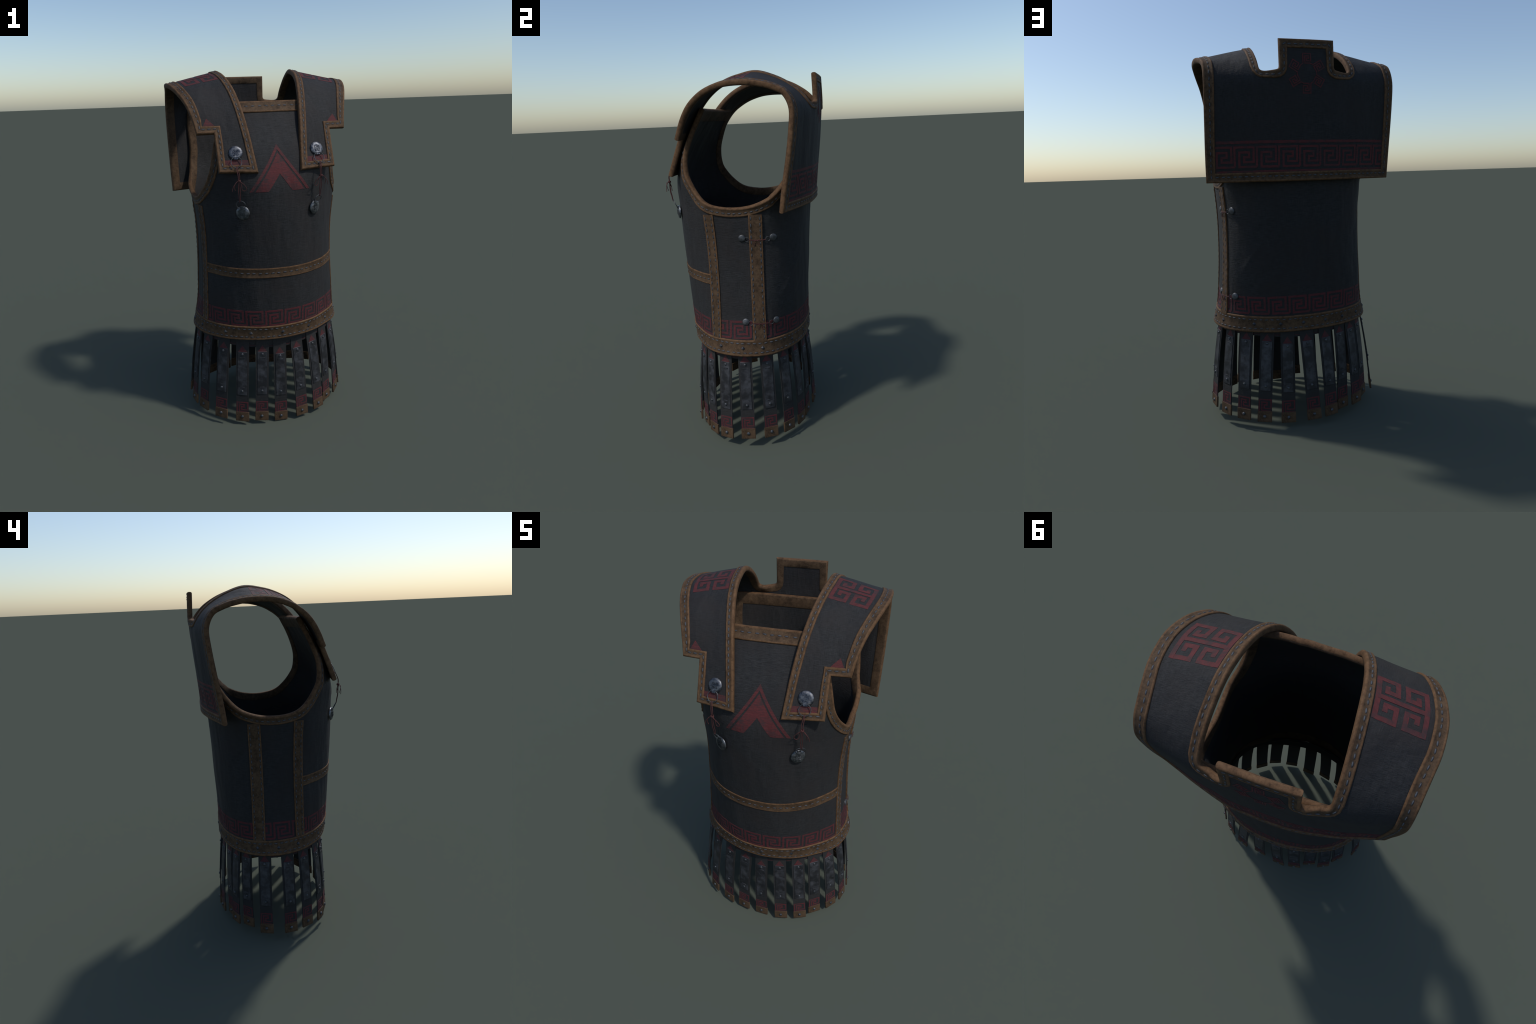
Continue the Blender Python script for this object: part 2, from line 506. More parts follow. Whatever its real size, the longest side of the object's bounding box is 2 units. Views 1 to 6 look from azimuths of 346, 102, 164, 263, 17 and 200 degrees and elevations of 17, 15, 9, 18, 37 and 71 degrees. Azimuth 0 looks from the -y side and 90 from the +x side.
def stitches(S, path, closed, side, d, o, bag, dark_ovals, spacing=.029, ends=.012, scale=1.0, dfun=None):
    uv, X, N, M, T = path_frames(S, path, closed, side)
    dd = np.full(len(uv), d) if dfun is None else dfun
    uv2 = S.shift(uv, M * dd[:, None])
    if closed:
        uv2 = np.concatenate([uv2, uv2[:1]])
    Q = S.P(uv2)
    L = np.concatenate([[0], np.cumsum(np.linalg.norm(np.diff(Q, axis=0), axis=1))])
    tot = L[-1]
    n = max(1, int((tot - (0 if closed else 2 * ends)) / spacing))
    for i in range(n + (0 if closed else 1)):
        s = (tot * i / n) if closed else ends + (tot - 2 * ends) * i / n
        s += RNG.uniform(-.0025, .0025)
        def at(x):
            x = min(max(x, 0), tot)
            return np.array([np.interp(x, L, uv2[:, 0]), np.interp(x, L, uv2[:, 1])])
        c = at(s); t = S.P(at(s + .006)) - S.P(at(s - .006)); t /= np.linalg.norm(t)
        _, _, nn = S.frame(c)
        t = t - nn * (t @ nn); t /= np.linalg.norm(t)
        a = RNG.uniform(-.12, .12)
        b = np.cross(nn, t)
        t2 = math.cos(a) * t + math.sin(a) * b; b2 = np.cross(nn, t2)
        B = np.stack([t2, b2, nn])
        p = S.P(c) + nn * o
        k = scale * RNG.uniform(.88, 1.1)
        bag.add(p + nn * .0008 + (ST_V * k) @ B, ST_F)
        dark_ovals.add(p + nn * .0001 + (HO_V * scale) @ B, HO_F)

def finish_stitches(bag, dark_ovals, parent):
    bag.obj('stitching', THREAD, parent, kind='stuff')
    dark_ovals.obj('stitch_dark_oval', STITCH_DARK, parent, kind='stuff')

OS = OT - .0024       # floor of the stitched channel
sb, hb = Bag(), Bag()

# armhole bindings
for pth, sd in ((arm_r, -1), (arm_l, 1)):
    p = densify(pth, .012)
    sd = -sd
    # material lies below/outside the opening; test side by looking at the offset point
    uv, X, N, M, T = path_frames(TORSO, p, False, sd)
    mid = min(range(len(p)), key=lambda i: p[i][1])
    if (TORSO.shift(uv, M * .02))[mid][1] > p[mid][1]:
        sd = -sd
    binding(TORSO, p, False, sd, np.full(len(p), .046), 'armhole_binding', torso)
    stitches(TORSO, p, False, sd, .027, OS, sb, hb)

def side_for(S, path, probe):
    """travel side on which the domain point probe lies"""
    uv, X, N, M, T = path_frames(S, path, False, 1)
    k = len(path) // 2
    d = S.P(np.array(probe, float)) - X[k]
    return 1 if d @ M[k] > 0 else -1

# collar bindings, front and back
pf = densify([(-ang(57.0), TOPF), (ang(57.0), TOPF)], .012)
sd = side_for(TORSO, pf, (0, 1.6))
binding(TORSO, pf, False, sd, np.full(len(pf), .066), 'collar_binding', torso)
stitches(TORSO, pf, False, sd, .030, OS, sb, hb, spacing=.034)
pb = densify([(ang(135), TOPB), (ang(225), TOPB)], .012)
sd = side_for(TORSO, pb, (ang(180), 1.6))
binding(TORSO, pb, False, sd, np.full(len(pb), .060), 'collar_binding', torso)

# hem
ph = [np.array([u, hem_z(u)]) for u in np.linspace(-PI * R0, PI * R0, 161)][:-1]
sd = 1
uv, X, N, M, T = path_frames(TORSO, ph, True, 1)
if TORSO.shift(uv, M * .02)[10][1] < ph[10][1]: sd = -1
binding(TORSO, ph, True, sd, np.full(len(ph), .086), 'hem_band', torso)
for d in (.020, .068):
    stitches(TORSO, ph, True, sd, d, OS, sb, hb, spacing=.030)

# belt strip across the front and the vertical side strips
def vband(deg0, deg1, w, z0=.622, z1=1.30):
    return densify([(ang(deg0), z0), (ang((deg0 * 2 + deg1) / 3), (2 * z0 + z1) / 3), (ang((deg0 + 2 * deg1) / 3), (z0 + 2 * z1) / 3), (ang(deg1), z1)], .02)
belt = densify([(ang(-67), .950), (ang(67), .950)], .02)
flat_band(TORSO, belt, .056, 'belt_strip', torso)
stitches(TORSO, belt, False, 1, 0, .0032, sb, hb, spacing=.033)
for sg in (-1, 1):
    for d0, d1, w in ((71.0, 70.0, .056), (104.5, 105.5, .070)):
        p = vband(sg * d0, sg * d1, w)
        tp = .0086 if (sg > 0 and w > .06) else .0056
        flat_band(TORSO, p, w, 'side_strip', torso, top=tp)
        for dd in (-w / 2 + .012, w / 2 - .012):
            stitches(TORSO, p, False, 1, dd, tp - .001, sb, hb, spacing=.031, ends=.02)

# hem studs: small square pyramids set on edge
def pyramid(s, h):
    V = np.array([(s, 0, -.002), (0, s, -.002), (-s, 0, -.002), (0, -s, -.002), (s * .8, 0, h * .35), (0, s * .8, h * .35), (-s * .8, 0, h * .35), (0, -s * .8, h * .35), (0, 0, h)])
    F = [(0, 1, 5, 4), (1, 2, 6, 5), (2, 3, 7, 6), (3, 0, 4, 7), (4, 5, 8), (5, 6, 8), (6, 7, 8), (7, 4, 8)]
    return V, F
def place(ob, p, n, up=(0, 0, 1), parent=None):
    n = np.asarray(n, float); n = n / np.linalg.norm(n)
    up = np.asarray(up, float); x = np.cross(up, n); x /= np.linalg.norm(x); y = np.cross(n, x)
    m = Matrix(((x[0], y[0], n[0], p[0]), (x[1], y[1], n[1], p[1]), (x[2], y[2], n[2], p[2]), (0, 0, 0, 1)))
    ob.matrix_local = m
    return ob
def copies(src, parent):
    o = src.copy(); bpy.context.scene.collection.objects.link(o); o.parent = parent
    return o
V, F = pyramid(.0125, .0065)
hs = make_obj('hem_stud', V, F, PLATE, torso, smooth=False)
first = True
for d in (-74, -49, -27, 1, 27, 50, 75, 106, 133, 177, -142, -106, 155, -160, -125, 92, -90):
    u = ang(d); q = np.array([u, hem_z(u) + .044])
    ob = hs if first else copies(hs, torso); first = False
    _, _, n = TORSO.frame(q)
    place(ob, TORSO.off(q, np.array(OS)), n)

# ---------------------------------------------------------------- painted key pattern
KEY = [(.055, .0), (.055, .93), (.865, .93), (.865, .222), (.43, .222), (.43, .47), (.645, .47), (.645, .68), (.255, .68), (.255, 0), (1.055, 0)]
KEYB = [(.05, .05), (.05, .945), (.905, .945), (.905, .273), (.475, .273), (.475, .494), (.70, .494), (.70, .714), (.26, .714), (.26, .05), (1.05, .05)]
PT = .0011
def stroke(S, path, w, bag, step=.014, top=PT, jitter=.0007, mid=False):
    p = densify(path, step)
    pr = [(-w / 2, -.001), (-w / 2, top), (w / 2, top), (w / 2, -.001)]
    V, F, M = sweep(S, p, pr, False, 1, jitter=jitter)
    bag.add(V, F)
def key_run(S, u0, v0, W, H, n, bag, lw, du=1):
    """n key units starting at u0, baseline v0; du=-1 mirrors travel"""
    for i in range(n):
        jw = RNG.uniform(-.003, .003)
        pts = [(u0 + du * (i + x) * W + (jw * .5 if .1 < x < 1 else 0), v0 + y * H) for x, y in KEY]
        stroke(S, pts, lw, bag)

# perimeter at the hem pattern and number of keys round it
us = np.linspace(-PI * R0, PI * R0, 400)
def arc_u(z):
    P = TORSO.P(np.stack([us, np.full_like(us, z)], -1))
    return np.concatenate([[0], np.cumsum(np.linalg.norm(np.diff(P, axis=0), axis=1))])
Lz = arc_u(.68)
NK = int(round(Lz[-1] / .1105))
HEMKEY = Bag()
s_front = np.interp(0.015 / 1.0, us, Lz)
for i in range(NK):
    def U(x): return np.interp((s_front + (i + x) * Lz[-1] / NK) % Lz[-1], Lz, us)
    pts = []
    base = U(0)
    for x, y in KEY:
        u = U(x)
        if u < base - PI * R0: u += 2 * PI * R0
        pts.append((u, .638 + y * .092))
    stroke(TORSO, pts, .0112, HEMKEY)
HEMKEY.obj('key_pattern_band', REDSTRAP, torso, smooth=False)

# chevron on the chest
def tri_band(zap, zbot, hw, zap2, hw2, side):
    # half chevron between outer line (apex zap, foot hw) and inner line (apex zap2, foot hw2)
    return [(0, zap), (side * hw, zbot), (side * hw2, zbot), (0, zap2)]
CH = Bag()
def ux(x): return x    # near the front centre, u is close to arc length; correct for the polar angle
def chev(zap, hw, zap2, hw2, zb=1.388):
    def U(x, z):
        # angle whose surface point has this x
        lo, hi = 0.0, 1.0
        for _ in range(40):
            m = (lo + hi) / 2
            if TORSO.P(np.array([m * R0, z]))[0] < abs(x): lo = m
            else: hi = m
        return math.copysign(lo * R0, x)
    for sg in (1, -1):
        poly = [(0, zap), (U(sg * hw, zb), zb), (U(sg * hw2, zb), zb), (0, zap2)]
        if sg < 0: poly = poly[::-1]
        V, F = sheet(TORSO, poly, .02, PT, -.001)
        CH.add(V, F)
chev(1.618, .160, 1.592, .143)
chev(1.577, .131, 1.475, .063)
CH.obj('chevron_mark', RED, torso, smooth=False)

finish_stitches(sb, hb, torso)

# ---------------------------------------------------------------- shoulder yoke
SI, SO = .22, .49
y0f = pchip([1.30, 1.446, 1.592, 1.733, 1.835, 1.99], [.366, .376, .389, .399, .404, .397])
yEf = pchip([1.30, 1.446, 1.592, 1.733, 1.79, 1.99], [.268, .288, .312, .330, .334, .334])
xEf = pchip([1.30, 1.446, 1.592, 1.733, 1.79, 1.99], [.484, .486, .486, .485, .484, .484])
def back_y(x, t):
    return y0f(t) - (y0f(t) - yEf(t)) * (np.abs(x) / SO) ** 2.2
rows = []   # (inner edge point, outer edge point) up the back, over the shoulder, down the front
for z in (1.30, 1.446, 1.592, 1.70, 1.79):
    rows.append(((SI, float(back_y(SI, z)), z), (float(xEf(z)), float(yEf(z)), z)))
rows += [((.226, .374, 1.838), (.483, .321, 1.842)),
         ((.226, .336, 1.886), (.483, .292, 1.883)),
         ((.225, .290, 1.924), (.485, .252, 1.903)),
         ((.220, .213, 1.966), (.490, .197, 1.920)),
         ((.212, .110, 1.997), (.498, .110, 1.933)),
         ((.203, .010, 1.984), (.494, .006, 1.931)),
         ((.194, -.056, 1.964), (.479, -.066, 1.914)),
         ((.183, -.120, 1.932), (.460, -.128, 1.886)),
         ((.168, -.185, 1.879), (.433, -.194, 1.836)),
         ((.152, -.250, 1.800), (.411, -.243, 1.768)),
         ((.135, -.315, 1.684), (.394, -.283, 1.682)),
         ((.124, -.354, 1.592), (.398, -.318, 1.595)),
         ((.114, -.398, 1.490), (.404, -.354, 1.498)),
         ((.112, -.408, 1.470), (.405, -.362, 1.478))]
# measured on the outside of the trim: pull in by the height of the trim
_r = np.array(rows); _m = _r.mean(1)
_g = np.gradient(_m, axis=0)
_n = np.stack([0 * _g[:, 0], _g[:, 2], -_g[:, 1]], -1); _n /= np.linalg.norm(_n, axis=1, keepdims=True)
rows = [tuple(tuple(p - .005 * nn) for p in rr) for rr, nn in zip(_r, _n)]
tv = [1.30, 1.446, 1.592, 1.70, 1.79]
for a, b in zip(rows[4:], rows[5:]):
    ma = (np.array(a[0]) + a[1]) / 2; mb = (np.array(b[0]) + b[1]) / 2
    tv.append(tv[-1] + float(np.linalg.norm(mb - ma)))
IN = cardinal(tv, [r[0] for r in rows]); OUT = cardinal(tv, [r[1] for r in rows])
T_NOTCH, T_END = tv[15], tv[17]
T_APEX = tv[9]

def yoke_fn(s, t):
    sg = np.where(s < 0, -1.0, 1.0); a = np.abs(s)
    w = (a - SI) / (SO - SI)
    I = IN(t); O = OUT(t)
    Fp = I + (O - I) * w[..., None]
    bulge = .004 * (1 - smoothstep(t, 1.78, 1.93)) + .002 * smoothstep(t, 1.9, 2.1)
    bl = bulge * 6.75 * w * (1 - w) ** 2
    up = smoothstep(t, 1.80, 1.95)
    Fp = Fp + np.stack([0 * bl, bl * (1 - up), bl * up], -1)
    tc = np.minimum(t, 1.99)
    C = np.stack([a, back_y(a, tc), t], -1)
    k = smoothstep(a, .145, .235 - .05 * smoothstep(t, 1.79, 1.85))[..., None]
    P = C * (1 - k) + Fp * k
    rip = .0016 * np.sin(23 * a + 5 * t) * np.sin(7 * t + 9 * s)
    P = P + np.stack([0 * rip, rip, 0 * rip], -1)
    P[..., 0] *= sg
    return P
YOKE = Surf(yoke_fn, 1)
# outward test
_, _, n = YOKE.frame(np.array([.05, 1.6]))
if n[1] < 0: YOKE.flip = -1

def fillet(c, a, b, r, n=5):
    """round corner c between neighbours a and b"""
    c, a, b = (np.asarray(x, float) for x in (c, a, b))
    p = c + (a - c) / np.linalg.norm(a - c) * r; q = c + (b - c) / np.linalg.norm(b - c) * r
    return [(1 - t) ** 2 * p + 2 * t * (1 - t) * c + t * t * q for t in np.linspace(0, 1, n)]
SN = SI + .664 * (SO - SI)
TABW, TABZ, NOTZ = .135, 1.976, 1.838
half = [((SO, 1.322), .046), ((SO, 1.80), .050), ((SO, 2.0), .052), ((SO, T_NOTCH - .18), .046), ((SO, T_NOTCH), .038), ((SN, T_NOTCH), .036), ((SN, T_END), .036),
        ((SI, T_END), .036), ((SI, 2.2), .038), ((SI, NOTZ + .03), .039)]
half += [(p, .036) for p in fillet((SI, NOTZ), (SI, NOTZ + .1), (.15, NOTZ), .022)]
half += [(p, .037) for p in fillet((TABW, NOTZ), (SI, NOTZ), (TABW, TABZ), .018)]
half += [((TABW, TABZ), .040)]
outline = [np.array([p[0], p[1], w]) for p, w in half]
outline = outline + [np.array([-q[0], q[1], q[2]]) for q in outline[::-1]]
dense = densify(outline, .014, True)
# cloth sheet
V, F = sheet(YOKE, [q[:2] for q in dense], .016, 0.0, -CLOTH_T)
yoke = make_obj('shoulder_yoke', V, F, YCLOTH, root, sharp=60)
# remove coincident repeats before sweeping
clean = [dense[0]]
for q in dense[1:]:
    if np.linalg.norm(q[:2] - clean[-1][:2]) > 1e-4: clean.append(q)
def prune(path, reach):
    """drop samples close to sharp corners of a closed path so that the mitred strip does not fold"""
    n = len(path); cor = []
    for i in range(n):
        a = path[i][:2] - path[i - 1][:2]; b = path[(i + 1) % n][:2] - path[i][:2]
        c = a @ b / (np.linalg.norm(a) * np.linalg.norm(b))
        if c < .75: cor.append(i)
    return [q for i, q in enumerate(path) if i in cor or all(np.linalg.norm(q[:2] - path[j][:2]) > reach for j in cor)]
clean = prune(clean, .056)
sd = 1
uv, X, N, M, T = path_frames(YOKE, clean, True, 1)
i0 = min(range(len(clean)), key=lambda i: abs(clean[i][0]) + abs(clean[i][1] - 1.322))
if YOKE.shift(uv, M * .02)[i0][1] < 1.322: sd = -1
wid = np.array([q[2] for q in clean])
binding(YOKE, clean, True, sd, wid, 'yoke_binding', yoke)
sb, hb = Bag(), Bag()
stitches(YOKE, clean, True, sd, 0, OS, sb, hb, spacing=.0285, dfun=wid * .5 + .003)
finish_stitches(sb, hb, yoke)

# yoke paint
YK = Bag()
def yoke_line(t, w):
    stroke(YOKE, [(.44, t), (-.44, t)], w, YK)
yoke_line(1.5105, .0130); yoke_line(1.3725, .0085)
# seen from behind the keys run towards -x
u = .358; pitch = .1055
def clip_runs(pts, lim):
    """parts of a polyline with |x| <= lim"""
    runs = []; cur = []
    for a, b in zip(pts, pts[1:]):
        k = 40
        for q in range(k + 1):
            t = q / k; p = (a[0] + (b[0] - a[0]) * t, a[1] + (b[1] - a[1]) * t)
            if abs(p[0]) <= lim:
                if q in (0, k) or not cur: cur.append(p)
                last = p
            elif cur:
                cur.append(last); runs.append(cur); cur = []
    if cur: runs.append(cur)
    out = []
    for r in runs:
        c = [r[0]]
        for p in r[1:]:
            if abs(p[0] - c[-1][0]) + abs(p[1] - c[-1][1]) > 1e-4: c.append(p)
        if len(c) > 1: out.append(c)
    return out
for i in range(-1, 8):
    pts = [(u - (i + x) * pitch, 1.389 + y * .104) for x, y in KEYB]
    for run in clip_runs(pts, .446):
        stroke(YOKE, run, .0105, YK)
YK.obj('key_pattern_band', RED, yoke, smooth=False)

# rosette of six keys round a hexagon
ROS = Bag()
cx, cz, ap = .002, 1.8225, .0455
chain = []
for k in range(6):
    a = -k * PI / 3
    for x, y in KEY[:-1] + [(.80, 0)]:
        px = (x - .46) * .047; pz = ap + y * .0475
        # looked at from behind: local right = -x, turning clockwise
        X_, Z_ = px * math.cos(a) - pz * math.sin(a), px * math.sin(a) + pz * math.cos(a)
        chain.append((cx - X_, cz + Z_))
chain.append(chain[0])
stroke(YOKE, chain, .0052, ROS, jitter=.0003)
ROS.obj('key_rosette', RED, yoke, smooth=False)

# square four-spiral sign on each shoulder
def t_of_y(y):
    """t on the flap where the middle line has this y (from apex towards the front)"""
    ts = np.linspace(tv[6], tv[14], 300)
    ys = YOKE.P(np.stack([np.full_like(ts, .345), ts], -1))[:, 1]
    return float(np.interp(-y, -ys, ts))
ta, tb = t_of_y(.090), t_of_y(-.080)
s0, s1 = .259, .428
for sg in (-1, 1):
    B = Bag()
    def Q(x, y): return (sg * (s0 + x * (s1 - s0)), tb + (ta - tb) * y)
    lw = .0172
    stroke(YOKE, [Q(.045, 0), Q(.045, 1)], lw, B); stroke(YOKE, [Q(.955, 0), Q(.955, 1)], lw, B)
    stroke(YOKE, [Q(.05, .5), Q(.95, .5)], lw, B, top=PT + .0003)
    for fx in (0, 1):
        for fy in (0, 1):
            pts = [(.05, .955), (.405, .955), (.405, .655), (.205, .655), (.205, .80)]
            stroke(YOKE, [Q(1 - x if fx else x, 1 - y if fy else y) for x, y in pts], lw, B, top=PT - .0003)
    B.obj('four_spiral_sign', RED, yoke, smooth=False)
    # red end stripe and small triangle at the step
    B = Bag()
    V, F = sheet(YOKE, [(sg * (SI + .032), T_END - .062), (sg * (SI + .032), T_END - .030), (sg * (SN - .032), T_END - .030), (sg * (SN - .032), T_END - .062)], .02, PT, -.001)
    B.add(V, F)
    V, F = sheet(YOKE, [(sg * (SN - .016), T_NOTCH - .034), (sg * (SO - .036), T_NOTCH - .034), (sg * ((SN + SO) / 2 - .026), T_NOTCH - .086)], .02, PT, -.001)
    B.add(V, F)
    B.obj('flap_end_mark', RED, yoke, smooth=False)

# ---------------------------------------------------------------- buttons, rings, cords, discs
def button_mesh():
    B = Bag()
    R = .0365
    B.add(*lathe([(R, 0), (R, .003), (R * .93, .0065), (R * .75, .0095), (R * .58, .011), (R * .5, .0105), (R * .3, .0112), (0, .0115)], 32))
    lw = .0022; a = .0125; z = .0122
    def bar(x0, y0, x1, y1):
        B.add(*box((x0 + x1) / 2, (y0 + y1) / 2, z, abs(x1 - x0) + lw, abs(y1 - y0) + lw, .003))
    bar(-a, 0, a, 0); bar(-a, -a, -a, a); bar(a, -a, a, a)
    for sx in (-1, 1):
        for sy in (-1, 1):
            bar(sx * a, sy * a, sx * a * .25, sy * a); bar(sx * a * .25, sy * a, sx * a * .25, sy * a * .4); bar(sx * a * .25, sy * a * .4, sx * a * .6, sy * a * .4)
    # lug that holds the ring
    B.add(*box(0, -R * .66, .0125, .021, .005, .006))
    B.add(*box(0, -R * .80, .006, .019, .010, .010))
    return B
btn = button_mesh().obj('button', SILVER, root)
def ring_obj(center, normal, up, r, wire, name, parent):
    n = np.asarray(normal, float); n /= np.linalg.norm(n)
    x = np.cross(up, n); x /= np.linalg.norm(x); y = np.cross(n, x)
    pts = [np.asarray(center) + r * (math.cos(t) * x + math.sin(t) * y) for t in np.linspace(0, 2 * PI, 33)[:-1]]
    V, F = tube3d(pts, wire, 8, True)
    return make_obj(name, V, F, STEEL, parent)

first = True
for sg in (-1, 1):
    tbn = T_END - .098
    # s where x = .213
    ss = np.linspace(SI, SO, 200); xs = YOKE.P(np.stack([ss, np.full_like(ss, tbn)], -1))[:, 0]
    s = float(np.interp(.214, xs, ss))
    q = np.array([sg * s, tbn])
    _, _, n = YOKE.frame(q)
    p = YOKE.P(q)
    ob = btn if first else copies(btn, root)
    place(ob, p, n)
    upv = np.array([0, 0, 1.]) - n * n[2]; upv /= np.linalg.norm(upv)
    # upper ring hangs from the lug
    rc = p + n * .0135 - upv * (.0365 * .72 + .024)
    ring_obj(rc, n + np.array([0, -.08, .05]), (0, 0, 1), .027, .0019, 'ring', root)
    ringbot = rc - upv * .026 + n * .003
    # hanging disc, lying against the chest
    az = sg * math.radians(30)
    dn = np.array([math.sin(az), -math.cos(az), .02])
    dp = np.array([sg * .194, 0, 1.284])
    uu = np.linspace(0, 1.2, 400) * R0
    PX = TORSO.P(np.stack([uu, np.full_like(uu, 1.284)], -1))
    dp[1] = np.interp(.194, PX[:, 0], PX[:, 1]) - .007
    d2 = copies(btn, root); d2.name = 'hanging_disc'
    d2.data = btn.data.copy(); d2.data.materials[0] = TARNISH
    roll = sg * .18
    upd = np.array([math.cos(az) * -roll * 0, 0, 1.0])
    # the disc carries its lug at the top
    nn = dn / np.linalg.norm(dn)
    place(d2, dp, nn, up=(-sg * .05, 0, -1))
    lug = dp + nn * .0125 + np.array([0, 0, 1]) * .0365 * .72
    top = np.array([sg * .214, -.388, 1.348])
    ax = top - lug; ln = np.linalg.norm(ax); ax /= ln
    side = np.cross(ax, nn); side /= np.linalg.norm(side)
    rn = np.cross(side, ax)
    ring_obj((lug + top) / 2, rn, ax, max(ln / 2, .024), .0019, 'ring', root)
    # cord: two strands, knot, loop and tails
    B = Bag()
    kn = np.array([sg * .216, -.4015, 1.454])
    for e in (-1, 1):
        o = np.array([e * .0042, 0, 0])
        pts = catmull([ringbot + np.array([e * .002, .004, .004]), ringbot + o * .6 + np.array([0, -.003, -.008]), kn + o + np.array([0, 0, .028]), kn + o * .6, kn + o + np.array([0, .001, -.05]),
                       top + o + np.array([0, -.008, .028]), top + o * .5 + np.array([0, -.003, .001]), top + np.array([0, .003, -.003])], 6)
        B.add(*tube3d(pts, .0018, 6))
    for e in (0, 1):
        pts = [kn + np.array([.0068 * math.cos(t), .0062 * math.sin(t), .002 - .004 * e + .0022 * math.sin(2 * t)]) for t in np.linspace(0, 2 * PI, 17)[:-1]]
        B.add(*tube3d(pts, .0024, 6, True))
    # loop towards the middle of the chest, two tails outwards
    i = -sg
    lp = catmull([kn + np.array([0, -.005, 0]), kn + np.array([i * .016, -.008, -.012]), kn + np.array([i * .032, -.006, -.030]), kn + np.array([i * .035, -.004, -.044]),
                  kn + np.array([i * .026, 0, -.052]), kn + np.array([i * .015, .003, -.045]), kn + np.array([i * .013, .003, -.025]), kn + np.array([i * .006, -.002, -.004])], 6)
    B.add(*tube3d(lp, .0016, 6))
    tl = catmull([kn + np.array([0, -.005, 0]), kn + np.array([-i * .013, -.006, -.004]), kn + np.array([-i * .026, -.008, -.019]), kn + np.array([-i * .033, -.007, -.031]), kn + np.array([-i * .038, -.005, -.050])], 6)
    B.add(*tube3d(tl, .0016, 6))
    tl = catmull([kn + np.array([-i * .013, -.011, -.004]), kn + np.array([-i * .023, -.008, -.018]), kn + np.array([-i * .024, -.004, -.034]), kn + np.array([-i * .021, -.001, -.046])], 6)
    B.add(*tube3d(tl, .0015, 6))
    B.obj('cord', CORD, root)
    first = False

# side fastening on the +x side: two pairs of domed studs laced over the seam strip
V, F = lathe([(.0195, 0), (.0198, .0025), (.018, .0058), (.0135, .0080), (.0068, .0093), (0, .0097)], 24)
stud = make_obj('side_stud', V, F, STEEL, torso)
first = True
def u_at(deg): return ang(deg)
for z in (1.176, .724):
    ends = []
    uu = np.linspace(0, PI, 800) * R0
    PX = TORSO.P(np.stack([uu, np.full_like(uu, z)], -1))
    for ytgt, e in ((.030, 1), (.186, -1)):
        k = int(np.argmin(np.abs(PX[:, 1] - ytgt)))
        q = np.array([uu[k], z]); _, _, n = TORSO.frame(q)
        ob = stud if first else copies(stud, torso); first = False
        place(ob, TORSO.P(q), n)
        c = np.array([uu[k] + e * .027, z - .004])
        rc = TORSO.off(c, np.array(.007))
        _, _, n2 = TORSO.frame(c)
        ring_obj(rc, n2, (0, 0, 1), .0115, .0013, 'lacing_ring', torso)
        ends.append((uu[k] + e * .037, z - .006))
    B = Bag()
    (ua, za), (ub, zb) = ends
    for dz in (.0016, -.0016):
        pts = [TORSO.off(np.array([ua + (ub - ua) * t, z - .006 + dz - .003 * math.sin(PI * t)]), np.array(.0085)) for t in np.linspace(0, 1, 14)]
        B.add(*tube3d(pts, .0014, 5))
    um = ua + (ub - ua) * .45
    for sgn in (-1, 1):
        cps = [(0, 0, .010), (sgn * .010, -.006, .014), (sgn * .015, -.020, .013), (sgn * .008, -.026, .010), (sgn * .004, -.012, .009)]
        pts = catmull([TORSO.off(np.array([um + a, z - .008 + b]), np.array(c)) for a, b, c in cps], 5)
        B.add(*tube3d(pts, .0012, 5))
    B.obj('lacing_cord', CORD, torso)

# ---------------------------------------------------------------- skirt of hanging straps
# (apex of the red triangle near the top, lower rivet) for every strap, going round from the front
STRAPS = [((-.006, -.338, .482), (-.008, -.352, .035)), ((.100, -.324, .487), (.123, -.360, .051)), ((.202, -.294, .495), (.238, -.332, .061)),
          ((.285, -.253, .507), (.317, -.269, .068)), ((.356, -.190, .511), (.408, -.195, .074)), ((.401, -.094, .514), (.464, -.101, .084)),
          ((.415, .017, .515), (.474, .028, .093)), ((.375, .127, .517), (.428, .151, .087)), ((.304, .207, .515), (.346, .242, .084)),
          ((.203, .256, .508), (.243, .299, .077)), ((.102, .291, .504), (.113, .318, .060)), ((-.003, .300, .502), (-.026, .342, .068)),
          ((-.110, .290, .505), (-.133, .330, .071)), ((-.205, .263, .512), (-.221, .283, .078)), ((-.281, .228, .515), (-.313, .264, .085)),
          ((-.344, .177, .520), (-.385, .193, .094)), ((-.414, .080, .520), (-.482, .094, .095)), ((-.421, -.050, .522), (-.484, -.055, .084)),
          ((-.384, -.150, .520), (-.445, -.166, .088)), ((-.309, -.238, .511), (-.357, -.268, .072)), ((-.212, -.291, .495), (-.240, -.322, .055)),
          ((-.104, -.324, .490), (-.127, -.350, .055))]
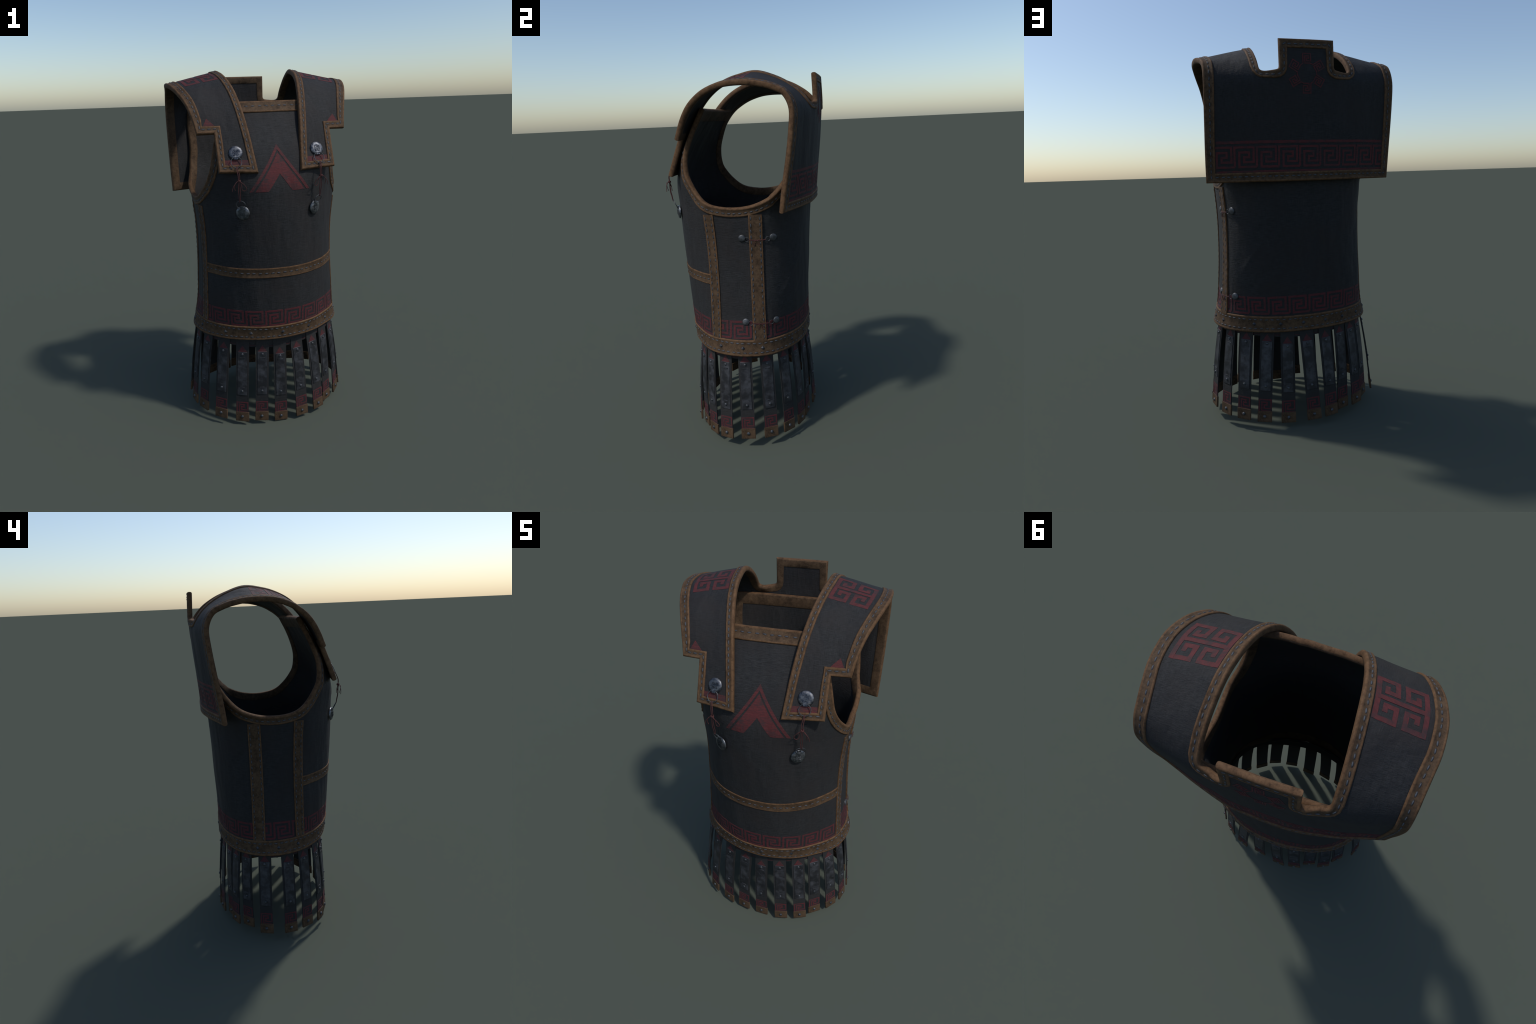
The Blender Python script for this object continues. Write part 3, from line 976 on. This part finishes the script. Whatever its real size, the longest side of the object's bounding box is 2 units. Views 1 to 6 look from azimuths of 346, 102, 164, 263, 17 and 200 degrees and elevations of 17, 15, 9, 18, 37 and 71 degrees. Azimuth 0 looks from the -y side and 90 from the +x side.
# ring of cloth that the straps hang from
ctr = [np.array(a) for a, b in STRAPS]
loop = catmull(ctr, 6, True)
n = len(loop); Vr = []; Fr = []
lev = [(-.002, .0, -.0055), (.03, .001, -.005), (.06, .003, -.004), (.08, .004, -.004)]
for (dz, gr, of) in lev:
    for q in loop:
        h = np.array([q[0], q[1], 0]); rr = np.linalg.norm(h); h /= rr
        Vr.append(np.array([q[0], q[1], q[2] + dz]) + h * (of + gr))
k = len(lev)
for (dz, gr, of) in lev:
    for q in loop:
        h = np.array([q[0], q[1], 0]); h /= np.linalg.norm(h)
        Vr.append(np.array([q[0], q[1], q[2] + dz]) + h * (of + gr - .005))
for j in range(k - 1):
    for i in range(n):
        i2 = (i + 1) % n
        Fr.append((j * n + i, j * n + i2, (j + 1) * n + i2, (j + 1) * n + i))
        Fr.append(((k + j) * n + i, (k + j + 1) * n + i, (k + j + 1) * n + i2, (k + j) * n + i2))
for i in range(n):
    i2 = (i + 1) % n
    Fr.append((i, k * n + i, k * n + i2, i2))
    Fr.append(((k - 1) * n + i, (k - 1) * n + i2, (2 * k - 1) * n + i2, (2 * k - 1) * n + i))
skirt = make_obj('skirt_band', Vr, Fr, STRAPCLOTH, root)
tl = [np.array([q[0], q[1], q[2] + .008]) + np.array([q[0], q[1], 0]) / np.linalg.norm(q[:2]) * -.0042 for q in loop]
V, F = tube3d(tl, .0012, 5, True)
make_obj('red_seam_thread', V, F, REDSTRAP, skirt)

# strap in local coordinates: x across, y outwards, z up; origin at the triangle apex
def bend(z):  # slight outward curve of the hanging strap
    t = np.clip(-np.asarray(z, float) / .447, 0, 1.1)
    return .006 * np.sin(PI * t) * 1.0
def strap_fn(u, v): return np.stack([u, -bend(v) * 0 + bend(v), v + 0 * u], -1)
SS = Surf(strap_fn, 1)
_, _, n_ = SS.frame(np.array([0, -.2]))
if n_[1] < 0: SS.flip = -1
def rect(x0, x1, z0, z1): return [(x0, z0), (x1, z0), (x1, z1), (x0, z1)]
SW = .0372
sV, sF = sheet(SS, rect(-SW, SW, -.474, .060), .045, 0, -.005)
strap_me = make_obj('skirt_strap', sV, sF, STRAPCLOTH, root)
# raised border hems of the strap, part of the same cloth
tV, tF = sheet(SS, rect(-SW - .002, SW + .002, -.4785, -.418), .03, .0028, -.0078)
tip = make_obj('leather_tip', tV, tF, LEATHER, strap_me)
bv = tip.modifiers.new('b', 'BEVEL'); bv.width = .0018; bv.segments = 2
pB = Bag()
pV, pF = sheet(SS, rect(-.0275, .0275, -.306, -.0385), .05, .0032, -.001)
pB.add(pV, pF)
plate = pB.obj('iron_plate', PLATE, strap_me)
bv = plate.modifiers.new('b', 'BEVEL'); bv.width = .0014; bv.segments = 2
slB = Bag()
V, F = sheet(SS, rect(-.016, .016, -.0765, -.0715), .05, .0052, .0)
slB.add(V, F)
V, F = sheet(SS, rect(-.013, .013, -.2600, -.2555), .05, .0046, .0)
slB.add(V, F)
ridge = slB.obj('plate_rib', PLATE, strap_me)
bv = ridge.modifiers.new('b', 'BEVEL'); bv.width = .0014; bv.segments = 2
for o in (tip, plate, ridge):
    dg = bpy.context.evaluated_depsgraph_get()
    me = bpy.data.meshes.new_from_object(o.evaluated_get(dg)); o.modifiers.clear(); o.data = me
mB = Bag()
W_, H_ = .0665, .066
SK = [(0.03, .0), (.03, .96), (.97, .96), (.97, .24), (.43, .24), (.43, .52), (.64, .52), (.64, .74), (.235, .74), (.235, .03), (.99, .03)]
stroke(SS, [((.5 - x) * W_, -.4185 + y * H_) for x, y in SK], .0074, mB, jitter=.0003, top=.0009)
mark = mB.obj('strap_key_mark', REDSTRAP, strap_me, smooth=False)
tB = Bag()
V, F = sheet(SS, [(-.0265, -.040), (.0265, -.040), (0, 0)], .05, .0010, -.0005); tB.add(V, F)
trim = tB.obj('strap_triangle_mark', REDSTRAP, strap_me, smooth=False)
rV, rF = lathe([(.0092, 0), (.0092, .002), (.0076, .0052), (.0042, .0072), (0, .0078)], 16)
rV = rV[:, [0, 2, 1]] * np.array([1, 1, 1]); 
rivet = make_obj('rivet', rV, rF, STEEL, strap_me)
r2V = rV * np.array([.82, .75, .82])
rivet2 = make_obj('rivet', r2V, rF, STEEL, strap_me)
RIV = [(rivet, -.447, .0028), (rivet2, -.052, .0032), (rivet2, -.281, .0032)]
rivet.location = (0, .0028 + float(bend(-.447)), -.447)
rivet2.location = (0, .0032 + float(bend(-.052)), -.052)
extra = copies(rivet2, strap_me); extra.location = (0, .0032 + float(bend(-.281)), -.281)
kids = [tip, plate, ridge, mark, trim, rivet, rivet2, extra]

def strap_matrix(i):
    a, b = (np.array(q) for q in STRAPS[i])
    # outward normal from the neighbours' tangent
    m = len(STRAPS)
    tg = (np.array(STRAPS[(i + 1) % m][1]) + STRAPS[(i + 1) % m][0]) - (np.array(STRAPS[i - 1][1]) + STRAPS[i - 1][0])
    tg[2] = 0; tg /= np.linalg.norm(tg)
    tw = RNG.uniform(-.07, .07)
    nrm = np.array([tg[1], -tg[0], 0])
    nrm = nrm * math.cos(tw) + tg * math.sin(tw)
    b = b - nrm * .008
    zc = a - b; zc /= np.linalg.norm(zc)
    y = nrm - zc * (nrm @ zc); y /= np.linalg.norm(y)
    x = np.cross(y, zc)
    o = b + zc * .447
    return Matrix(((x[0], y[0], zc[0], o[0]), (x[1], y[1], zc[1], o[1]), (x[2], y[2], zc[2], o[2]), (0, 0, 0, 1)))
for i in range(len(STRAPS)):
    if i == 0:
        s = strap_me
    else:
        s = copies(strap_me, root)
        for c in kids:
            q = copies(c, s); q.location = c.location
    s.matrix_local = strap_matrix(i)
